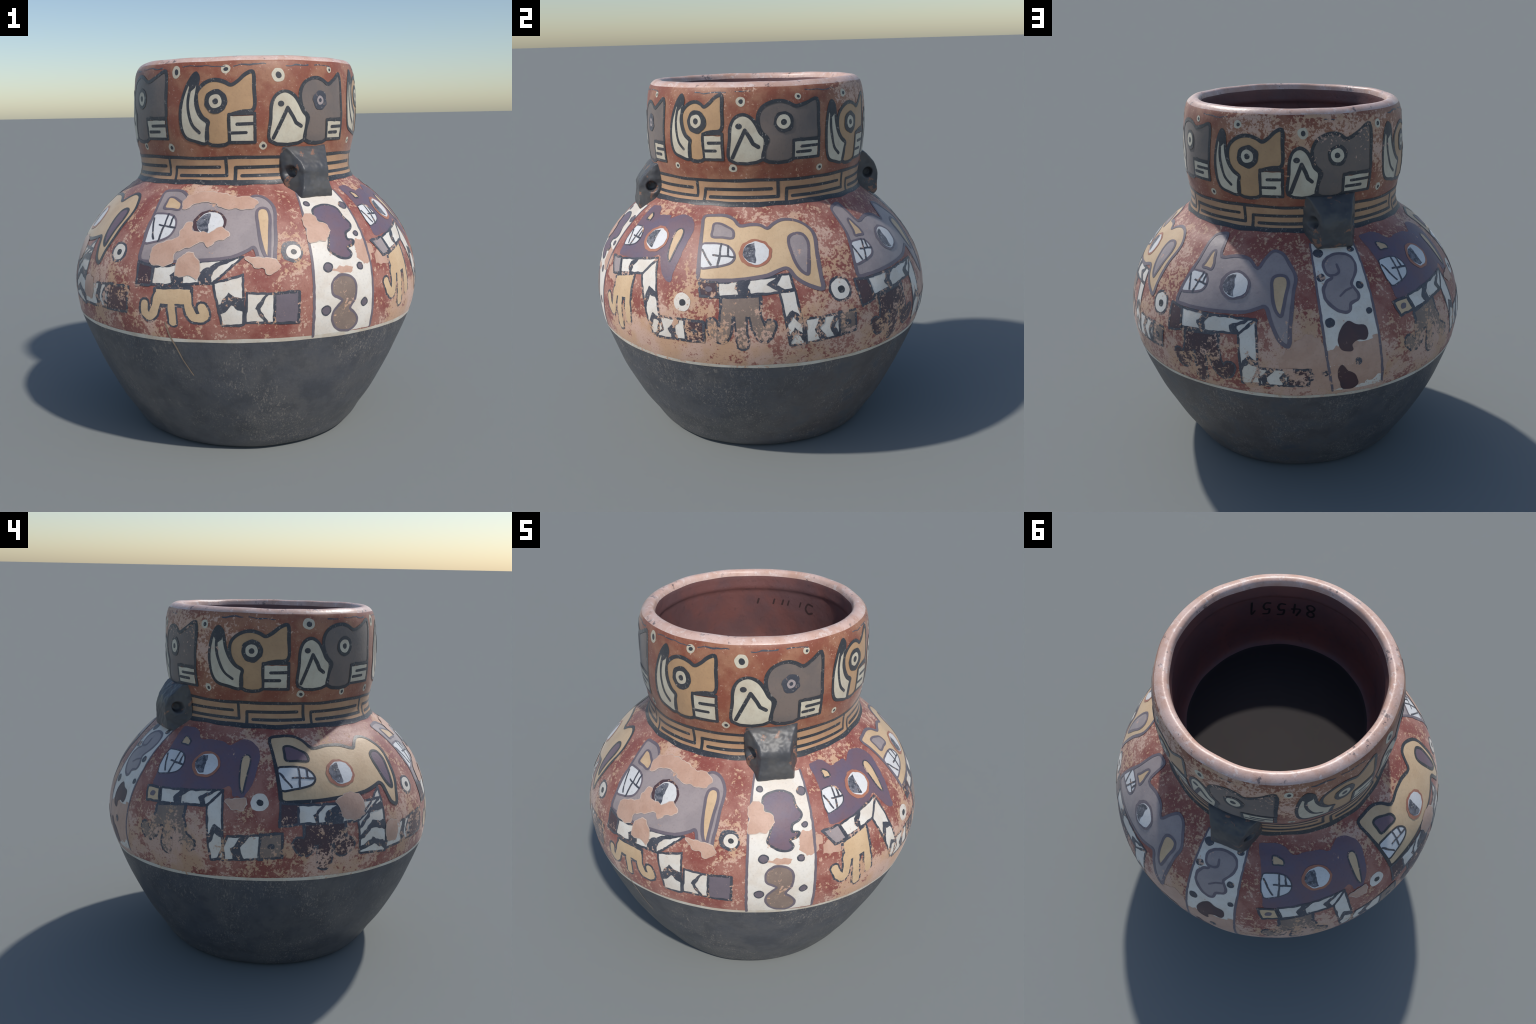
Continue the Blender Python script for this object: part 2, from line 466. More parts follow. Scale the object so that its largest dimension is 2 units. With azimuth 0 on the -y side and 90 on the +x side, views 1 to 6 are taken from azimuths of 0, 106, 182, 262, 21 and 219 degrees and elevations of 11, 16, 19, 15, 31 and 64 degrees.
def stroke(line, width, closed=False, ends=True, vary=.18, seed=0):
    """brush line: quads along the path with round joints, widths in metres"""
    P = np.array(line, float)
    R = radius_at(P[:, 1].mean()) * math.pi / 180
    Q = P * (R, 1)
    if closed:
        Q = np.concatenate([Q, Q[:1]])
    w = [.5 * width * (1 + vary * noise.noise((x*22, y*22, seed + .5))) for x, y in Q]
    shapes = []
    for i in range(len(Q) - 1):
        d = Q[i+1] - Q[i]
        n = np.linalg.norm(d)
        if n < 1e-6:
            continue
        d = np.array([-d[1], d[0]]) / n
        shapes.append([Q[i] + d*w[i], Q[i] - d*w[i], Q[i+1] - d*w[i+1], Q[i+1] + d*w[i+1]])
    turn = np.arange(10) * 2 * math.pi / 10
    for i in range(len(Q)):
        if (i in (0, len(Q) - 1) and not ends and not closed) or (closed and i == len(Q) - 1):
            continue
        shapes.append([Q[i] + w[i] * np.array([math.cos(t), math.sin(t)]) for t in turn])
    return [np.array(s) / (R, 1) for s in shapes]


def disc(az, s, r, squash=1.0, n=28):
    R = radius_at(s) * math.pi / 180
    t = np.arange(n) * 2 * math.pi / n
    return np.stack([az + r*np.cos(t)/R, s + r*squash*np.sin(t)], -1)


def warp(points, from_x, to_x, from_y, to_y):
    P = np.array(points, float)

    def along(v, a, b):
        a, b = np.array(a, float), np.array(b, float)
        lo, hi = (b[1]-b[0])/(a[1]-a[0]), (b[-1]-b[-2])/(a[-1]-a[-2])
        return np.where(v < a[0], b[0] + (v-a[0])*lo, np.where(v > a[-1], b[-1] + (v-a[-1])*hi, np.interp(v, a, b)))
    return np.stack([along(P[:, 0], from_x, to_x), along(P[:, 1], from_y, to_y)], -1)


# =================================================================== neck: bird heads, dots, fret
# drawn once in a frame 0..1 across and 0..1 up, then fitted to each bird by the marks
# left edge, back of head, eye, notch before the comb, right edge
TAN_MARKS, GREY_MARKS = (0, .27, .555, .72, 1), (0, .31, .587, .725, 1)
TAN_HEAD = [(.42, -.01), (.42, .19), (.435, .28), (.35, .36), (.29, .47), (.27, .59), (.29, .72), (.365, .82), (.465, .88), (.565, .89),
            (.655, .855), (.715, .815), (.80, .87), (.895, .965), (.985, .995), (.995, .77), (.985, .47), (.84, .435), (.735, .405),
            (.695, .37), (.69, .21), (.69, 0)]
TAN_CREST = [(.115, .94), (.06, .85), (.02, .67), (.005, .48), (.02, .28), (.045, .16), (.10, .065), (.235, .015), (.41, -.01),
             (.425, .21), (.435, .28), (.35, .345), (.27, .465), (.22, .62), (.20, .77), (.18, .88)]
TAN_SLIT = [(.112, .80), (.10, .70), (.105, .55), (.135, .41), (.20, .24), (.305, .135)]
GREY_HEAD = [(.365, 0), (.38, .20), (.41, .35), (.35, .46), (.315, .585), (.31, .745), (.355, .88), (.445, .96), (.55, .985), (.64, .95),
             (.725, .885), (.85, .925), (.99, .98), (.995, .57), (.985, .31), (.70, .29), (.70, 0)]
GREY_BEAK = [(-.005, 0), (.005, .35), (.015, .57), (.06, .71), (.15, .77), (.24, .705), (.295, .58), (.335, .45), (.385, .36), (.372, .16), (.358, 0)]
GREY_ZIGZAG = [(.03, .04), (.17, .51), (.225, .37), (.255, .275), (.31, .22)]


def bird(kind, marks, low, high, seed, comb=0.0, worn=False, tip=.115):
    tan = kind == "tan"
    tm = TAN_MARKS if tan else GREY_MARKS
    b0, t0 = s_at(low), s_at(high)

    def fit(points):
        P = np.array(points, float)
        if not tan:
            P[:, 1] += comb * np.clip((P[:, 0] - .73) / .25, 0, 1) * np.clip((P[:, 1] - .6) / .3, 0, 1)
        return warp(P, tm, marks, (0, 1), (b0, t0))

    fill, line = (TAN_NECK, BLACK) if tan else (GREY_NECK, BLACK)
    head = draw_curve(fit(TAN_HEAD if tan else GREY_HEAD), 4, closed=True)
    paint("bird_head", [head], fill, 1, neck, .003, seed)
    shapes = stroke(head, .0180, closed=True, seed=seed)
    if tan:
        def bend(points):                                # lean the tip of the crest toward the head
            P = np.array(points, float)
            P[:, 0] += (tip - .115) * np.clip(P[:, 1], 0, 1) ** 2.2
            P[:, 1] *= 1 + .06 * (tip > .2)
            return fit(P)
        crest = draw_curve(bend(TAN_CREST), 4, closed=True)
        paint("bird_crest", [crest], CREAM_NECK, 2, neck, .003, seed)
        shapes += stroke(crest, .0165, closed=True, seed=seed + 1)
        shapes += stroke(draw_curve(bend(TAN_SLIT), 5), .0155, seed=seed + 2)
        shapes.append(bend([(.05, .80), (.115, .97), (.195, .86), (.17, .74), (.115, .69)]))
    else:
        beak = draw_curve(fit(GREY_BEAK), 4, closed=True)
        paint("bird_beak", [beak], CREAM_NECK, 2, neck, .003, seed)
        shapes += stroke(beak, .0165, closed=True, seed=seed + 1)
        shapes += stroke(fit(GREY_ZIGZAG), .0195, seed=seed + 2)
        c = fit([(.105, .575)])[0]
        shapes.append(disc(c[0], c[1], .0165, .85))
    paint("bird_outline", shapes, BLACK, 3, neck)
    # teeth: a cream block with two dark bars
    x0, y1 = (.705, .37) if tan else (.705, .28)
    x1, y0 = .975, .015
    h = y1 - y0
    paint("bird_teeth", [fit([(x0, y0), (x1, y0), (x1, y1), (x0, y1)])], CREAM_NECK, 3.6, neck, .004, seed + 5)
    w = (x1 - x0)
    bars = stroke(fit([(x0 + .28*w, y0 + .68*h), (x1 + .01, y0 + .70*h)]), .0155, seed=seed)
    bars += stroke(fit([(x0 + (.0 if tan else .1)*w, y0 + .33*h), (x0 + .68*w, y0 + .34*h)]), .0155, seed=seed + 1)
    bars += stroke(fit([(x0 - .015, y0 - .02), (x0 - .015, y1 + .03), (x1 + .02, y1 + .04), (x1 + .022, y0 - .02)]), .0145, closed=True, seed=seed + 2)
    paint("bird_tooth_line", bars, BLACK, 4.2, neck)
    e = fit([(tm[2], .585 if tan else .625)])[0]
    k = .057 if tan else .052
    if worn:
        paint("bird_eye_ring", [disc(e[0], e[1], .046)], BLACK_WORN, 4, neck, .008, seed)
        paint("bird_eye", [disc(e[0], e[1], .022)], GREY, 4.6, neck, .004, seed)
        paint("bird_pupil", [disc(e[0], e[1], .010)], BLACK_WORN, 5.2, neck)
    else:
        paint("bird_eye_ring", [disc(e[0], e[1], k, 1.02)], BLACK, 4, neck, .006, seed)
        paint("bird_eye", [disc(e[0] - .2, e[1] + .002, .033 if tan else .035)], CREAM_NECK, 4.6, neck, .003, seed)
        paint("bird_pupil", [disc(e[0] - .2, e[1] + .001, .0145)], BLACK, 5.2, neck, .003, seed)


bird("tan", (328.8, 338.1, 347.7, 354.9, 365.3), 1.588, 1.922, 11, tip=.29)
bird("grey", (372.2, 387.4, 398.8, 404.6, 414.7), 1.592, 1.898, 12, .07, worn=True)
bird("tan", (60.0, 68.0, 77.1, 81.5, 90.6), 1.622, 1.940, 13, tip=.29)
bird("grey", (93.8, 107.3, 119.5, 125.5, 137.5), 1.620, 1.910, 14)
bird("tan", (141.4, 149.4, 160.0, 167.3, 176.7), 1.572, 1.908, 15, tip=.15)
bird("grey", (179.3, 190.2, 202.3, 206.8, 220.9), 1.582, 1.888, 16, .11)
bird("tan", (229.4, 240.6, 252.0, 258.6, 270.0), 1.592, 1.921, 17)
bird("grey", (274.8, 287.8, 300.8, 307.3, 321.6), 1.606, 1.926, 18, .05)

DOTS = [(327.2, 1.930, .024, 1.3), (352.3, 1.936, .023, 1), (16.5, 1.905, .033, 1), (46.4, 1.935, .017, 1), (99.3, 1.907, .024, 1), (126.9, 1.924, .017, 1),
        (154.7, 1.922, .021, 1), (185.8, 1.889, .027, 1), (226, 1.911, .021, 1.1), (280, 1.926, .033, .95), (300.8, 1.565, .019, 1.1),
        (322.4, 1.561, .021, 1), (8.8, 1.569, .020, 1), (63.5, 1.578, .017, 1.1), (95, 1.576, .022, 1), (138.6, 1.561, .019, 1), (228, 1.579, .019, 1.1), (276.2, 1.564, .020, 1)]
for i, (az, z, r, q) in enumerate(DOTS):
    s = float(s_at(z))
    paint("neck_dot", [disc(az, s, r, q)], CREAM_NECK, 1, neck, .004, i)
    paint("neck_dot_centre", [disc(az + .2, s - .001, r * .46, q)], BLACK, 1.8, neck, .003, i)

# stepped fret: a tan belt between two dark lines, hooks hanging from above and standing from below in turn
ring = np.arange(0, 360.01, 2.0)


def belt_strip(name, z_low, z_high, mat, layer, parent, sag=0.0):
    n = len(AROUND)
    V, Nm, rows = [], [], 6
    for i in range(rows):
        z = z_low(AROUND) + (z_high(AROUND) - z_low(AROUND)) * i / (rows - 1)
        V.append(surface(AROUND, s_at(z), LAYER * layer))
        Nm.append(normals_of(AROUND, s_at(z)))
    F = [(i*n + j, i*n + (j+1) % n, (i+1)*n + (j+1) % n, (i+1)*n + j) for i in range(rows-1) for j in range(n)]
    return add_mesh(name, np.concatenate(V), F, mat, parent, np.concatenate(Nm))


def ripple(az, size, seed):
    a = np.radians(az)
    return size * (np.sin(7*a + seed) + .7*np.sin(13*a + 2*seed) + .5*np.sin(23*a + 3*seed))


UP, LOW = lambda az: 1.511 + ripple(az, .0015, 1), lambda az: 1.398 + ripple(az, .0015, 4)
belt_strip("fret_ground", LOW, UP, FRET_TAN, 1, neck)
belt_strip("fret_line", lambda az: UP(az) - .008, lambda az: UP(az) + .008 + ripple(az, .001, 2), BLACK, 2, neck)
belt_strip("fret_line", lambda az: LOW(az) - .019 + ripple(az, .0015, 6), lambda az: LOW(az) + .004, BLACK, 2, neck)
HANGING = [319.4, 351.2, 390.0, 434.6, 476.8, 516.6, 558.0, 604.3, 638.1, 679.4]
for i in range(9):
    standing, hanging = HANGING[i] + 4.4, HANGING[i + 1]
    lo, hi, top, bottom = s_at(1.424), s_at(1.463), s_at(1.509), s_at(1.400)
    up = [(standing, bottom), (standing + .2, hi), (hanging - 3.2, hi + .003)]
    down = [(hanging, top), (hanging + .3, lo), (standing + 3.2, lo - .002)]
    paint("fret_hook", stroke(up, .0160, seed=i), BLACK, 2.6, neck)
    paint("fret_hook", stroke(down, .0165, seed=i + 20), BLACK, 2.6, neck)

# what is left of a dark line under the lip: a few thin brush runs
for i, (a0, a1) in enumerate(((331, 352), (356, 371), (21, 33), (37, 47), (76, 92), (97, 104), (131, 148), (196, 203), (236, 247), (250, 263), (291, 297), (301, 318))):
    run = [(a, s_at(1.953 + .004*math.sin(a*.21) + .002*math.sin(a*.7 + i))) for a in np.linspace(a0 if a0 < a1 else a0 - 360, a1, 12)]
    paint("lip_line", stroke(run, .0055, vary=.7, seed=i), BLACK_WORN, 1, neck, .004, i)

# white line above the foot, and red ground running a little under it
belt_strip("white_line", lambda az: belt_height(az) - .004 + ripple(az, .0012, 2), lambda az: belt_height(az) + .014 + ripple(az, .0016, 7), slip("white_line_slip", (.74, .68, .58), (.64, .54, .42), hold=.01), 1.5, shoulder)

# =================================================================== shoulder: six cats
# the face as painted on the tan cat right of the front panel; other cats are this face refitted by their marks
CAT_X, CAT_Y = (85.4, 98.6, 105.7, 111.0, 128.4), (1.775, 1.917, 2.054, 2.134)
FACE = [(82.9, 2.126), (87, 2.138), (93, 2.138), (96.8, 2.114), (99.6, 2.073), (103.9, 2.081), (107.9, 2.077), (110.7, 2.054), (113.1, 2.079),
        (117.1, 2.104), (122, 2.097), (125.6, 2.069), (128.1, 2.022), (128.4, 1.975), (127.4, 1.91), (126.8, 1.838), (126.4, 1.77), (126.1, 1.708),
        (123, 1.724), (119.9, 1.753), (117.8, 1.785), (116.6, 1.818), (115.4, 1.829), (113.1, 1.82), (109.3, 1.797), (104.1, 1.785), (98.1, 1.776),
        (91.9, 1.773), (87.3, 1.776), (86.7, 1.829), (86, 1.899), (85.3, 1.968), (84.1, 2.054)]
SMALL_EAR = [(88.6, 2.082), (90.9, 2.086), (94.5, 2.066), (97.1, 2.043), (97.3, 2.0), (93.3, 2.002), (89.1, 2.005), (88.7, 2.046)]
LONG_EAR = [(118.5, 1.996), (121.1, 2.013), (124, 2.003), (125.1, 1.958), (124.1, 1.889), (123.1, 1.825), (122.2, 1.788), (120.5, 1.805),
            (118.9, 1.852), (118.1, 1.914), (117.8, 1.958)]
MOUTH = [(86.0, 1.957), (89, 1.966), (93, 1.965), (96, 1.953), (98.1, 1.921), (98.6, 1.891), (97.5, 1.865), (95, 1.85), (91.2, 1.839), (87.0, 1.834)]
TEETH_LINES = [[(93.2, 1.965), (93.4, 1.90), (93.0, 1.842)], [(91, 1.902), (98.4, 1.895)], [(86.6, 1.93), (90.6, 1.85)], [(96.0, 1.952), (96.2, 1.90)]]


def grow(poly, d):
    """push an outline outward by about d metres"""
    P = np.array(poly, float)
    R = radius_at(P[:, 1].mean()) * math.pi / 180
    Q = P * (R, 1)
    t = np.roll(Q, -1, axis=0) - np.roll(Q, 1, axis=0)
    n = np.stack([t[:, 1], -t[:, 0]], -1) / (np.linalg.norm(t, axis=1, keepdims=True) + 1e-9)
    area = np.sum(Q[:, 0]*np.roll(Q[:, 1], -1) - np.roll(Q[:, 0], -1)*Q[:, 1])
    return (Q + n * d * np.sign(area)) / (R, 1)


def cat_face(marks_x, marks_y, fill, line, small_ear, long_ear, ring, seed, outline=.019, tip=None, teeth=WHITE, edge=True, lean=0.0):
    def fit(points):
        Q = np.array(points, float)
        P = warp(Q, CAT_X, marks_x, CAT_Y, marks_y)
        P[:, 0] += lean * np.clip((Q[:, 1] - 1.80) / .33, 0, 1) * np.clip((101 - Q[:, 0]) / 12, 0, 1)
        return P
    face = np.array(FACE, float)
    face = fit(face)
    if tip:                                             # lowest point of the long ear
        k = np.clip((np.array(FACE)[:, 0] - 117) / 5, 0, 1) * np.clip((1.86 - np.array(FACE)[:, 1]) / .15, 0, 1)
        face[:, 0] += k * (tip[0] - face[17, 0])
        face[:, 1] += k * (tip[1] - face[17, 1])
    face = draw_curve(face, 3, closed=True)
    paint("cat_face", [face], fill, 1, shoulder, .004, seed)
    lines = stroke(face, outline, closed=True, seed=seed) if edge else []
    for name, shape, mat, w in (("cat_small_ear", SMALL_EAR, small_ear, .013), ("cat_long_ear", LONG_EAR, long_ear, .016)):
        shape = np.array(shape, float)
        if not edge:                                     # narrower marks on the purple cats
            m = shape.mean(0)
            shape = m + (shape - m) * ((.62, .62) if name == "cat_small_ear" else (.66, .88))
        p = draw_curve(fit(shape), 3, closed=True)
        paint(name, [p], mat, 2, shoulder, .003, seed)
        lines += stroke(p, w if edge else .008, closed=True, seed=seed + 3)
    m = draw_curve(fit(MOUTH), 3, closed=True)
    paint("cat_mouth", [m], teeth, 2, shoulder, .003, seed)
    lines += stroke(m, .011 if edge else .006, closed=True, seed=seed + 4)
    paint("cat_outline", lines, line, 2.8, shoulder)
    paint("cat_tooth_line", [q for t in TEETH_LINES for q in stroke(fit(t), .010, seed=seed)], BLACK_WORN, 3.4, shoulder, .004, seed)
    e = fit([(105.7, 1.917)])[0]
    paint("cat_eye_ring", [disc(e[0], e[1], .082, .93)], ring, 3, shoulder, .006, seed)
    paint("cat_eye", [disc(e[0] + .2, e[1], .065, .96)], WHITE, 3.7, shoulder, .005, seed)
    half = disc(e[0] - .3, e[1], .058, .93)
    R = radius_at(e[1]) * math.pi / 180
    left = half[half[:, 0] < e[0] - .1]
    left = left[np.argsort(left[:, 1])]
    paint("cat_pupil", [np.concatenate([left, [(e[0] - .3, left[-1, 1])], [(e[0] + .1, left[0, 1])]])], SPECKLED, 4.4, shoulder, .008, seed)
    return fit


def band(corners_from, corners_to, chevrons, seed, ground=CREAM, ends=True):
    """a straight run of cream band with dark chevrons; corners as (side a, side b) at start and at end"""
    (a0, b0), (a1, b1) = np.array(corners_from, float), np.array(corners_to, float)
    paint("chevron_band", [[a0, b0, b1, a1]], ground, 1.4, shoulder, .004, seed)
    at = lambda t, k: (a0 + (a1-a0)*t) * (1-k) + (b0 + (b1-b0)*t) * k
    edge = stroke([a0, b0, b1, a1], .012, closed=True, seed=seed)
    paint("chevron_band_edge", edge, BLACK_WORN, 2.2, shoulder, .005, seed)
    shapes = []
    for t, size, thick in chevrons:
        shapes.append([at(t + size, 0), at(t, .5), at(t + size, 1), at(t + size + thick, 1), at(t + thick, .5), at(t + size + thick, 0)])
    if shapes:
        paint("chevron", [np.array(q) for q in shapes], BLACK_WORN, 3.0, shoulder, .011, seed)


def box(name, corners, fill, seed, dot=None):
    c = np.array(corners, float)
    paint(name, [c], fill, 3.2, shoulder, .006, seed)
    paint(name + "_edge", stroke(c, .013, closed=True, seed=seed), BLACK_WORN, 3.8, shoulder, .005, seed)
    m = c.mean(0)
    if dot:
        paint(name + "_dot", [disc(m[0], m[1], .018, .8)], dot, 4.4, shoulder, .006, seed)


def hand(palm, fingers, fill, seed, width=.05):
    """a paw hanging from the band: a palm and three fingers with dark edges"""
    lines, fills = stroke(list(palm) + [palm[0]], .035, seed=seed), [np.array(palm, float)]
    for f in fingers:
        p = draw_curve(f, 5)
        lines += stroke(p, width + .022, seed=seed)
        fills += stroke(p, width, seed=seed)
    paint("paw_outline", lines, BLACK_WORN, 1.2, shoulder, .004, seed)
    paint("paw", fills, fill, 2.0, shoulder, .004, seed)


def spot(az, s, r, seed, dark=True, squash=1.0):
    if dark:
        paint("spot_ring", [disc(az, s, r + .013, squash)], BLACK_WORN, 1, shoulder, .007, seed)
    paint("spot", [disc(az, s, r, squash)], CREAM, 1.8, shoulder, .005, seed)
    paint("spot_centre", [disc(az + .2, s - .002, r * .38, squash)], BLACK, 2.6, shoulder, .005, seed)


# --- tan cat, right of the front panel
cat_face((85.4, 98.6, 105.7, 111.0, 128.4), (1.775, 1.917, 2.054, 2.134), TAN, GREY_VIOLET, GREY, GREY, ORANGE, 31)
box("end_square", [(87.4, 1.770), (93.4, 1.765), (93.8, 1.694), (88.2, 1.692)], MAROON, 31, GREY_VIOLET)
band(((93.6, 1.694), (93.4, 1.760)), ((117.0, 1.716), (116.4, 1.800)), [(.23, .05, .18), (.66, .15, .11)], 31)
band(((112.4, 1.716), (117.2, 1.722)), ((114.3, 1.442), (118.9, 1.444)), [(.34, .14, .14), (.68, .14, .13)], 32)
band(((119.2, 1.446), (119.3, 1.572)), ((135.2, 1.472), (135.7, 1.575)), [(.16, .12, .12), (.44, .12, .12)], 33)
box("foot_square", [(129.6, 1.462), (130, 1.582), (135.7, 1.577), (135.3, 1.472)], BROWN, 34, BLACK_WORN)
hand([(95, 1.685), (106, 1.690), (105.5, 1.60), (95.2, 1.60)],
     [[(96.2, 1.62), (95.6, 1.54), (94.2, 1.49), (92.2, 1.51), (91.8, 1.56)], [(100.3, 1.62), (100.3, 1.53), (100.6, 1.455)], [(104.4, 1.62), (105.2, 1.55), (106.8, 1.50), (108.8, 1.55)]], BROWN, 35)
spot(132.0, 1.692, .052, 36)
spot(82.2, 1.655, .046, 37, dark=False)
# --- purple cat, beside the front panel
cat_face((47.0, 56.2, 65.0, 66.2, 80.5), (1.822, 1.958, 2.088, 2.150), PURPLE, BLACK_WORN, TAN, TAN, ORANGE, 41, outline=.012, tip=(77.0, 1.742), edge=False, lean=2.5)
box("end_square", [(45.0, 1.800), (51.0, 1.806), (53.2, 1.726), (48.6, 1.712)], GREY, 41)
band(((53.5, 1.732), (51.6, 1.806)), ((65.4, 1.765), (69.8, 1.856)), [(.30, .10, .14)], 42)
band(((65.1, 1.760), (70.0, 1.850)), ((71.5, 1.462), (75.4, 1.500)), [(.30, .16, .12), (.68, .13, .10)], 43)
band(((73.0, 1.458), (74.9, 1.569)), ((88.9, 1.464), (89.2, 1.568)), [(.22, .12, .14)], 44)
box("foot_square", [(83.2, 1.462), (83.0, 1.566), (89.2, 1.566), (88.9, 1.464)], MAROON, 45, BLACK_WORN)
hand([(51.6, 1.705), (61.2, 1.742), (61.0, 1.62), (51.6, 1.60)],
     [[(52.2, 1.63), (51.8, 1.56), (50.6, 1.510), (48.6, 1.535), (47.6, 1.58)], [(55.6, 1.63), (55.3, 1.53), (55.6, 1.455)], [(59.8, 1.66), (60.0, 1.58), (60.2, 1.50)]], TAN, 46, .043)
# --- grey cat, before the rear panel
cat_face((138.2, 149.6, 160.8, 168.4, 182.0), (1.735, 1.885, 1.982, 2.150), GREY, GREY_VIOLET, TAN, TAN, GREY_VIOLET, 51, tip=(179.4, 1.605), outline=.017, lean=7.0)
box("end_square", [(137.6, 1.724), (142.8, 1.716), (143.8, 1.606), (138.5, 1.586)], MAROON, 51)
band(((143.9, 1.622), (142.8, 1.716)), ((164.6, 1.655), (169.5, 1.728)), [(.26, .09, .12), (.74, .14, .12)], 52)
band(((164.4, 1.652), (169.6, 1.725)), ((165.4, 1.387), (170.8, 1.400)), [(.46, .14, .14)], 53)
band(((168.0, 1.388), (170.6, 1.486)), ((185.2, 1.393), (185.8, 1.486)), [(.10, .10, .14), (.46, .10, .10)], 54)
box("foot_square", [(179.2, 1.392), (179.4, 1.486), (185.8, 1.484), (185.2, 1.394)], MAROON, 55)
hand([(146, 1.605), (157.6, 1.628), (157.4, 1.53), (146.4, 1.52)],
     [[(147.4, 1.54), (146.8, 1.48), (145, 1.445), (143.2, 1.48)], [(151.6, 1.54), (151.8, 1.46), (151.6, 1.385)], [(156.4, 1.55), (157.8, 1.47), (159.8, 1.425), (161.6, 1.47)]], MAROON, 56, .056)
# --- purple cat, after the rear panel
cat_face((215.0, 226.4, 236.0, 243.8, 256.5), (1.772, 1.944, 2.072, 2.150), PURPLE, BLACK_WORN, TAN, TAN, ORANGE, 61, outline=.012, tip=(252.0, 1.780), edge=False)
box("end_square", [(214.6, 1.762), (220.6, 1.768), (222.2, 1.698), (216.5, 1.690)], TAN, 61, GREY_VIOLET)
band(((222.9, 1.697), (221.4, 1.772)), ((240.8, 1.728), (245.0, 1.815)), [(.26, .07, .16), (.72, .14, .11)], 62)
band(((240.6, 1.728), (245.2, 1.812)), ((243.8, 1.453), (248.0, 1.470)), [(.42, .15, .14)], 63)
band(((246.0, 1.458), (248.7, 1.583)), ((265.4, 1.490), (265.3, 1.612)), [(.14, .12, .16)], 64)
box("foot_square", [(258.6, 1.478), (258.6, 1.604), (265.3, 1.612), (265.4, 1.490)], BROWN, 65, BLACK_WORN)
hand([(222.6, 1.680), (232.8, 1.712), (232.8, 1.60), (223, 1.585)],
     [[(223.6, 1.62), (222.8, 1.55), (220.8, 1.52), (218.4, 1.55)], [(228.0, 1.62), (228.2, 1.55), (228.2, 1.475)], [(232.0, 1.63), (234.0, 1.55), (236.6, 1.52)]], BROWN, 66, .055)
spot(257.6, 1.766, .045, 67, dark=False)
# --- tan cat on the far side
cat_face((262.8, 276.7, 286.9, 298.3, 313.2), (1.770, 1.910, 2.042, 2.145), TAN, BLACK, PURPLE, PURPLE, ORANGE, 71, tip=(308.0, 1.690))
box("end_square", [(264.3, 1.764), (270, 1.755), (270.2, 1.655), (264.4, 1.645)], MAROON, 71)
band(((270.2, 1.660), (269.9, 1.752)), ((290.0, 1.650), (300.0, 1.745)), [(.20, .07, .05), (.34, .10, .28)], 72)
band(((290.0, 1.650), (300.5, 1.800)), ((290.6, 1.480), (301.2, 1.456)), [(.06, .16, .10), (.34, .16, .14), (.68, .16, .12)], 73)
band(((301.6, 1.470), (302.2, 1.585)), ((324.0, 1.482), (324.4, 1.606)), [(.30, .07, .10), (.46, .07, .08)], 74)
box("foot_square", [(315.2, 1.474), (315.2, 1.600), (324.4, 1.606), (324.0, 1.482)], MAROON, 75)
hand([(272.4, 1.650), (285, 1.645), (284.8, 1.55), (272.6, 1.55)],
     [[(273.8, 1.58), (272.6, 1.53), (270.4, 1.56)], [(278.4, 1.57), (278.6, 1.50), (278.6, 1.45)], [(283.4, 1.57), (284.4, 1.52), (286.2, 1.535)]], MAROON, 76, .066)
spot(317.0, 1.766, .042, 77)
# --- grey cat, left of the front panel
cat_face((325.2, 336.2, 348.2, 360.2, 371.3), (1.740, 1.952, 2.075, 2.150), GREY, GREY_VIOLET, TAN, TAN, MAROON, 81, tip=(369.0, 1.745), outline=.016, lean=-1.0)
box("end_square", [(326.6, 1.730), (332.2, 1.716), (332.4, 1.628), (327.4, 1.620)], MAROON, 81)
band(((332.6, 1.628), (332.5, 1.714)), ((351.4, 1.650), (359.8, 1.775)), [(.24, .10, .18), (.62, .16, .18)], 82)
band(((351.4, 1.650), (359.9, 1.690)), ((354.1, 1.451), (360.0, 1.456)), [(.30, .20, .26)], 83)
band(((360.4, 1.467), (361.0, 1.603)), ((368.4, 1.461), (368.7, 1.598)), [(.30, .36, .17)], 84)
box("foot_square", [(368.4, 1.461), (368.7, 1.598), (375.7, 1.600), (375.4, 1.452)], GREY_VIOLET, 85)
hand([(334.2, 1.608), (344.8, 1.618), (344.4, 1.55), (334.4, 1.54)],
     [[(335.0, 1.58), (334.2, 1.52), (332.6, 1.475), (330.8, 1.49), (330.6, 1.535)], [(339.0, 1.58), (339.4, 1.52), (339.8, 1.46)], [(344.0, 1.59), (344.6, 1.53), (346.4, 1.485), (349.2, 1.495), (348.4, 1.535)]], TAN, 86, .040)
paint("spot_ring", [disc(374.8, 1.793, .054)], BLACK_WORN, 1, shoulder, .007, 87)
paint("spot", [disc(375.2, 1.790, .036)], CREAM, 1.8, shoulder, .003, 87)
paint("spot_centre", [disc(375.2, 1.790, .014)], BLACK, 2.6, shoulder, .002, 87)

# =================================================================== shoulder: cream panels under the lugs
def panel(left, right, mat, seed):
    """left and right edges from top to bottom"""
    L, Rr = draw_curve(left, 6), draw_curve(right, 6)
    paint("cream_panel", [np.concatenate([L, Rr[::-1]])], mat, 1, shoulder, .003, seed)
    paint("panel_edge", stroke(L, .013, seed=seed) + stroke(Rr, .013, seed=seed + 1), GREY_VIOLET, 1.6, shoulder, .003, seed)


def curl(name, outline, fill, edge, seed, width=.016):
    p = draw_curve(outline, 5, closed=True)
    paint(name, [p], fill, 2, shoulder, .004, seed)
    paint(name + "_edge", stroke(p, width, closed=True, seed=seed), edge, 2.6, shoulder, .003, seed)


